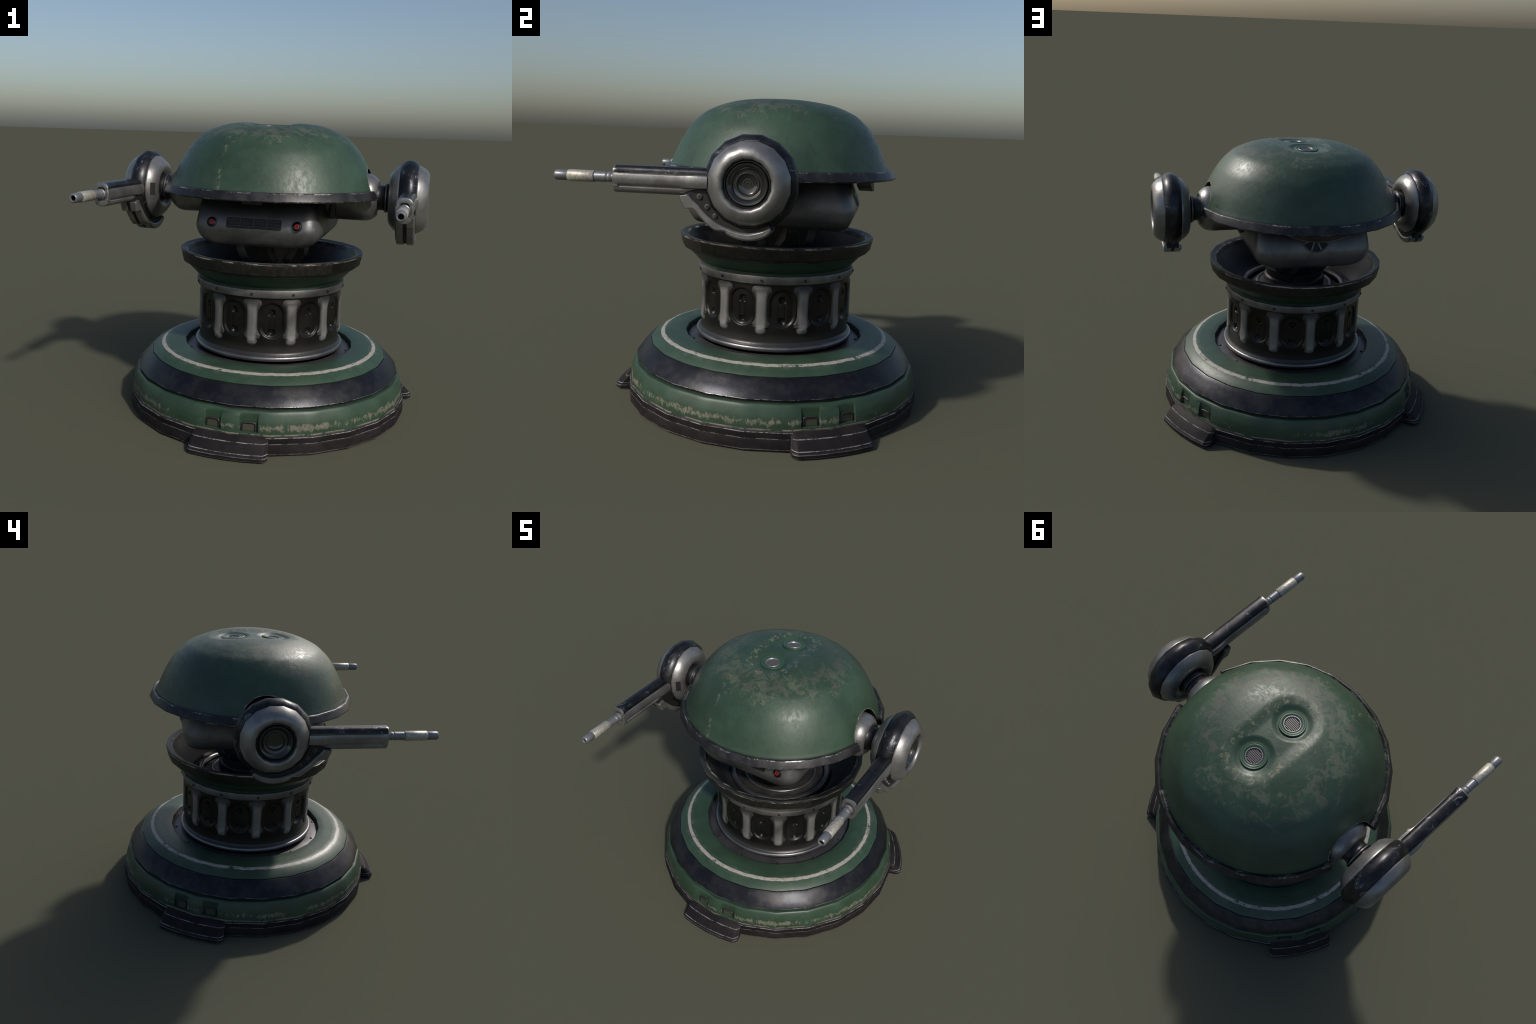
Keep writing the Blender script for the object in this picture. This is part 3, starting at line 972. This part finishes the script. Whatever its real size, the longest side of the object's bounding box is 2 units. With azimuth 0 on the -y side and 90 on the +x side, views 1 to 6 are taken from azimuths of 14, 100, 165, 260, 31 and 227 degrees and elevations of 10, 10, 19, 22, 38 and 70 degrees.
# ------------------------------------------------------------------ arms
def arm(sx):
    """shoulder, pod and gun; sx = +1 or -1.  Local frame: x outward-mirrored, origin on the pod axis."""
    L = (0, AXIS_Y, ARM_Z)
    shoulder = lathe("arm", [(0.150, 0.33), (0.1515, 0.55), (0.152, 0.60), (0.149, 0.630), (0.142, 0.650), (0.130, 0.668), (0.117, 0.681), (0.110, 0.688),
                             (0.105, 0.689), (0.097, 0.684), (0.085, 0.678), (0.07, 0.678)], 32, STEEL, ROOT, L, axis="x", sign=sx, smooth=35)
    lathe("arm_collar", [(0.088, 0.676), (0.083, 0.684), (0.079, 0.695), (0.079, 0.720), (0.083, 0.727), (0.091, 0.732), (0.0935, 0.738), (0.092, 0.745), (0.085, 0.749),
                         (0.088, 0.756), (0.088, 0.79)], 40, RUBBER, shoulder, (0, 0, 0), axis="x", sign=sx)
    lathe("arm_bead", [(0.091 + 0.0035 * cos(t), 0.738 + 0.0045 * sin(t)) for t in [tau * i / 8 for i in range(8)]], 40, BEADM, shoulder, (0, 0, 0), axis="x", sign=sx, close=True)

    ph = radians(11.25)
    S16 = 64
    pod = lathe("pod", [(0.219, 0.822), (0.226, 0.828), (0.2385, 0.845), (0.2455, 0.862), (0.248, 0.875), (0.2455, 0.890), (0.2385, 0.907), (0.226, 0.923), (0.219, 0.928)],
                S16, GUNBLACK, shoulder, (0, 0, 0), axis="x", sign=sx, phase=ph, smooth=180)
    lathe("pod_cheek", [(0.086, 0.792), (0.100, 0.776), (0.115, 0.764), (0.135, 0.757), (0.155, 0.759), (0.176, 0.771), (0.196, 0.791), (0.210, 0.811), (0.216, 0.821), (0.213, 0.825), (0.19, 0.825)],
          S16, STEEL, pod, (0, 0, 0), axis="x", sign=sx, phase=ph, smooth=180)
    lathe("pod_cheek", [(0.19, 0.925), (0.213, 0.925), (0.217, 0.929), (0.2125, 0.938), (0.200, 0.962), (0.183, 0.983), (0.163, 0.996), (0.145, 1.0), (0.133, 0.9985), (0.127, 0.993), (0.124, 0.984), (0.122, 0.96)],
          S16, STEEL, pod, (0, 0, 0), axis="x", sign=sx, phase=ph, smooth=180)
    for o in [pod] + list(pod.children):
        polygonise(o, 16, ph)
    # the lens sunk into the outer cheek
    lathe("lens_well", [(0.126, 0.962), (0.122, 0.974), (0.117, 0.978), (0.112, 0.978), (0.110, 0.974), (0.107, 0.970), (0.104, 0.968)], 48, RUBBER, pod, (0, 0, 0), axis="x", sign=sx)
    lathe("lens", [(0.1045, 0.962), (0.1045, 0.981), (0.101, 0.9845), (0.097, 0.984), (0.076, 0.966), (0.074, 0.962), (0.060, 0.962), (0.059, 0.966), (0.055, 0.966),
                   (0.050, 0.958), (0.040, 0.953), (0.026, 0.952), (0.0, 0.952)], 56, LENSM, pod, (0, 0, 0), axis="x", sign=sx, smooth=30)
    for R in (0.0575, 0.0245, 0.0115):
        h = 0.966 if R > 0.05 else 0.953
        lathe("lens_ring", [(R + 0.0022 * cos(t), h + 0.0025 * sin(t)) for t in [tau * i / 6 for i in range(6)]], 40, LENSRING, pod, (0, 0, 0), axis="x", sign=sx, close=True)
    # reflection in the lower lens, modelled as a pale metal sickle
    secs = []
    for i in range(13):
        a = radians(195 + 150 * i / 12)
        w = 0.0085 * sin(pi * i / 12) ** 0.5 + 0.0005
        secs.append([(sx * x, r * cos(a), r * sin(a)) for r, x in ((0.070 + w, 0.966), (0.070 - w, 0.9625), (0.070 - w, 0.960), (0.070 + w, 0.960))])
    loft("lens_glint_sickle", secs, LENSRING, pod, smooth=50)
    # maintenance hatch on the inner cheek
    if sx < 0:
        box("pod_hatch", (0.036, 0.014, 0.080), SOOT, pod, (sx * 0.784, -0.178, 0.0), (0, 0, -sx * radians(45)), bevel=0.002)

    # --- gun housing: cross-section lofted along -y
    half = [(0.0, 0.066), (0.016, 0.066), (0.028, 0.0625), (0.038, 0.054), (0.0425, 0.044), (0.0435, 0.034), (0.0395, 0.0315), (0.0395, 0.0285), (0.0465, 0.024), (0.0495, 0.014), (0.0505, -0.002),
            (0.049, -0.018), (0.0445, -0.030), (0.037, -0.035), (0.036, -0.041), (0.0405, -0.046), (0.0405, -0.056), (0.032, -0.068), (0.020, -0.0745), (0.0, -0.076)]
    capN = 5                                       # first points of the half section carry the black cap
    full = half + [(-x, z) for x, z in half[-2:0:-1]]
    nh = len(half)

    def section(y, scale=1.0, plain=0.0, bulge=0.0, lift=0.0):
        out = []
        for i, (x, z) in enumerate(full):
            if plain:
                smx = 0.0455 if abs(z) < 0.045 else abs(x)
                x = math.copysign(abs(x) * (1 - plain) + plain * max(abs(x), smx if abs(x) > 0.035 else 0), x)
            if bulge and -0.034 < z < 0.026:
                x *= 1 + 0.26 * bulge
                z = z * (1 + 0.12 * bulge)
            if lift and z < -0.034:
                z = z * (1 - lift) + lift * -0.036
                x = x * (1 - 0.1 * lift)
            out.append((sx * GUN_X + x * scale, y - AXIS_Y, z * scale))
        return out

    secs = [section(-0.150, bulge=0.7, lift=1.0), section(-0.176, bulge=0.9, lift=1.0), (section(-0.215, bulge=1.0, lift=0.9)), section(-0.248, bulge=0.8, lift=0.45), section(-0.275, bulge=0.25, lift=0.15),
            section(-0.300, bulge=0.0), section(-0.40), section(-0.52), section(-0.622), section(-0.630, plain=1.0), section(-0.646, plain=1.0),
            section(-0.654, scale=0.965, plain=1.0), section(-0.658, scale=0.86, plain=1.0), section(-0.656, scale=0.60, plain=1.0), section(-0.640, scale=0.45, plain=1.0)]
    k = len(full)

    def pick(i, p):
        if p < 0:
            return 1
        q = p if p < nh - 1 else k - 1 - p
        return 0 if (q <= capN and i < 10) else 1

    gun = loft("gun", secs, [GUNBLACK, STEEL], shoulder, smooth=38, pick=pick)

    def gun_lathe(name, prof, mat, segs=24):
        """profile of (radius, y)"""
        vs = []
        ob = lathe(name, [(r, -(y + AXIS_Y * 0)) for r, y in prof], segs, mat, gun, (sx * GUN_X, -AXIS_Y, 0))
        ob.rotation_euler = (pi / 2, 0, 0)
        return ob

    gun_lathe("barrel_collar", [(0.0, -0.64), (0.0300, -0.652), (0.0300, -0.661), (0.024, -0.665), (0.0225, -0.672), (0.0255, -0.678), (0.0275, -0.688), (0.0265, -0.694), (0.0235, -0.699), (0.0262, -0.704), (0.0262, -0.708), (0.02, -0.71)], BARREL)
    gun_lathe("barrel", [(0.0, -0.70), (0.0245, -0.703), (0.0272, -0.706), (0.0272, -0.766), (0.0245, -0.769), (0.02, -0.772)], BARREL)
    gun_lathe("barrel_sleeve", [(0.0, -0.770), (0.0285, -0.7705), (0.0312, -0.774), (0.0312, -0.914), (0.0288, -0.9175), (0.02, -0.918)], CREAM)
    gun_lathe("muzzle", [(0.0, -0.91), (0.0255, -0.916), (0.0275, -0.920), (0.0275, -0.980), (0.0255, -0.988), (0.0205, -0.9925), (0.0165, -0.992), (0.0145, -0.987), (0.0135, -0.975), (0.0135, -0.93), (0.0, -0.93)], BARREL)
    gun_lathe("bore", [(0.0133, -0.982), (0.0133, -0.935), (0.0, -0.935)], SOOT)

    # --- sickle bracket hanging round the front and underside of the pod
    outer = [(7, 0.352), (12, 0.374), (22.5, 0.366), (25, 0.322), (31, 0.313), (38, 0.308), (47, 0.304), (55, 0.301), (60, 0.285), (64, 0.277), (67, 0.284), (74, 0.288), (81, 0.290),
             (90, 0.290), (98, 0.289), (107, 0.283), (113, 0.277), (118, 0.263)]
    inner = [(7, 0.330), (12, 0.318), (25, 0.285), (32, 0.277), (50, 0.262), (68, 0.252), (90, 0.250), (118, 0.238)]

    def pt(x, r, deg):
        a = radians(deg)
        return (sx * (GUN_X - 0.009) + x, -r * cos(a), -r * sin(a))

    degs = [12, 13.5, 15, 18, 21, 22.5, 24.5, 28, 33, 38, 43, 48, 53, 56, 59, 62, 64, 67, 70, 75, 80, 85, 90, 95, 100, 105, 110, 114, 117.5]
    secs = []
    for d in [4, 8] + degs:
        ro = interp(outer, d) - (0.008 if d < 100 else 0.002) if d > 10 else 0.30
        secs.append([pt(-0.040, 0.2, d), pt(0.040, 0.2, d), pt(0.040, ro, d), pt(-0.040, ro, d)])
    bracket = loft("gun_bracket", secs, SOOT, shoulder, smooth=30)
    for side in (-1, 1):
        secs = []
        for d in degs:
            ro, ri = interp(outer, d), min(interp(inner, d), interp(outer, d) - 0.02)
            e = 0.008
            a, b = (side * 0.011, side * 0.058)
            secs.append([pt(a, ri, d), pt(b - side * e, ri, d), pt(b, ri + e, d), pt(b, ro - e * 1.2, d), pt(b - side * e * 1.2, ro, d), pt(a, ro, d)])
        loft("bracket_rail", secs, STEEL, bracket, smooth=35, bevel=0.003)
        for d, r, s in () if side != sx else ((16.8, 0.267, 1.0), (30.5, 0.2495, 0.92), (44.7, 0.2445, 0.82)):
            bo = lathe("bracket_bolt", [(0.0, -0.002), (0.005 * s, -0.002), (0.0065 * s, 0.004), (0.0095 * s, 0.004), (0.011 * s, 0.001), (0.0135 * s, 0.001), (0.016 * s, 0.0), (0.0165 * s, -0.012)],
                       20, PLATE, bracket, pt(side * 0.044, r, d))
            lathe('bolt_ring', [((0.0085 + 0.0016 * cos(t)) * s, 0.0042 + 0.0016 * sin(t)) for t in [tau * q / 6 for q in range(6)]], 20, COLLAR, bo, (0, 0, 0), close=True)
            lathe('bolt_socket', [(0.0075 * s, 0.0035), (0.0070 * s, 0.0048), (0.0, 0.0048)], 16, SOOT, bo, (0, 0, 0))
            bo.rotation_euler = (0, side * pi / 2, 0)


for s in (1, -1):
    arm(s)

# ------------------------------------------------------------------ tidy the tree: thing > part > sub-part
bpy.context.view_layer.update()


def reparent(ob, new):
    world = ob.matrix_world.copy()
    ob.parent = new
    ob.matrix_parent_inverse = Matrix.Identity(4)
    ob.matrix_basis = new.matrix_world.inverted() @ world


def depth(ob):
    return 0 if ob.parent is None else 1 + depth(ob.parent)


for ob in list(ROOT.children_recursive):
    if ob.name.split(".")[0] in ("pod", "gun", "gun_bracket"):
        reparent(ob, ROOT)
bpy.context.view_layer.update()
deep = sorted((o for o in ROOT.children_recursive if depth(o) > 2), key=depth)
homes = {}
for ob in deep:
    p = ob
    while depth(p) > 1:
        p = p.parent
    homes[ob] = p
for ob in deep:
    reparent(ob, homes[ob])
bpy.context.view_layer.update()
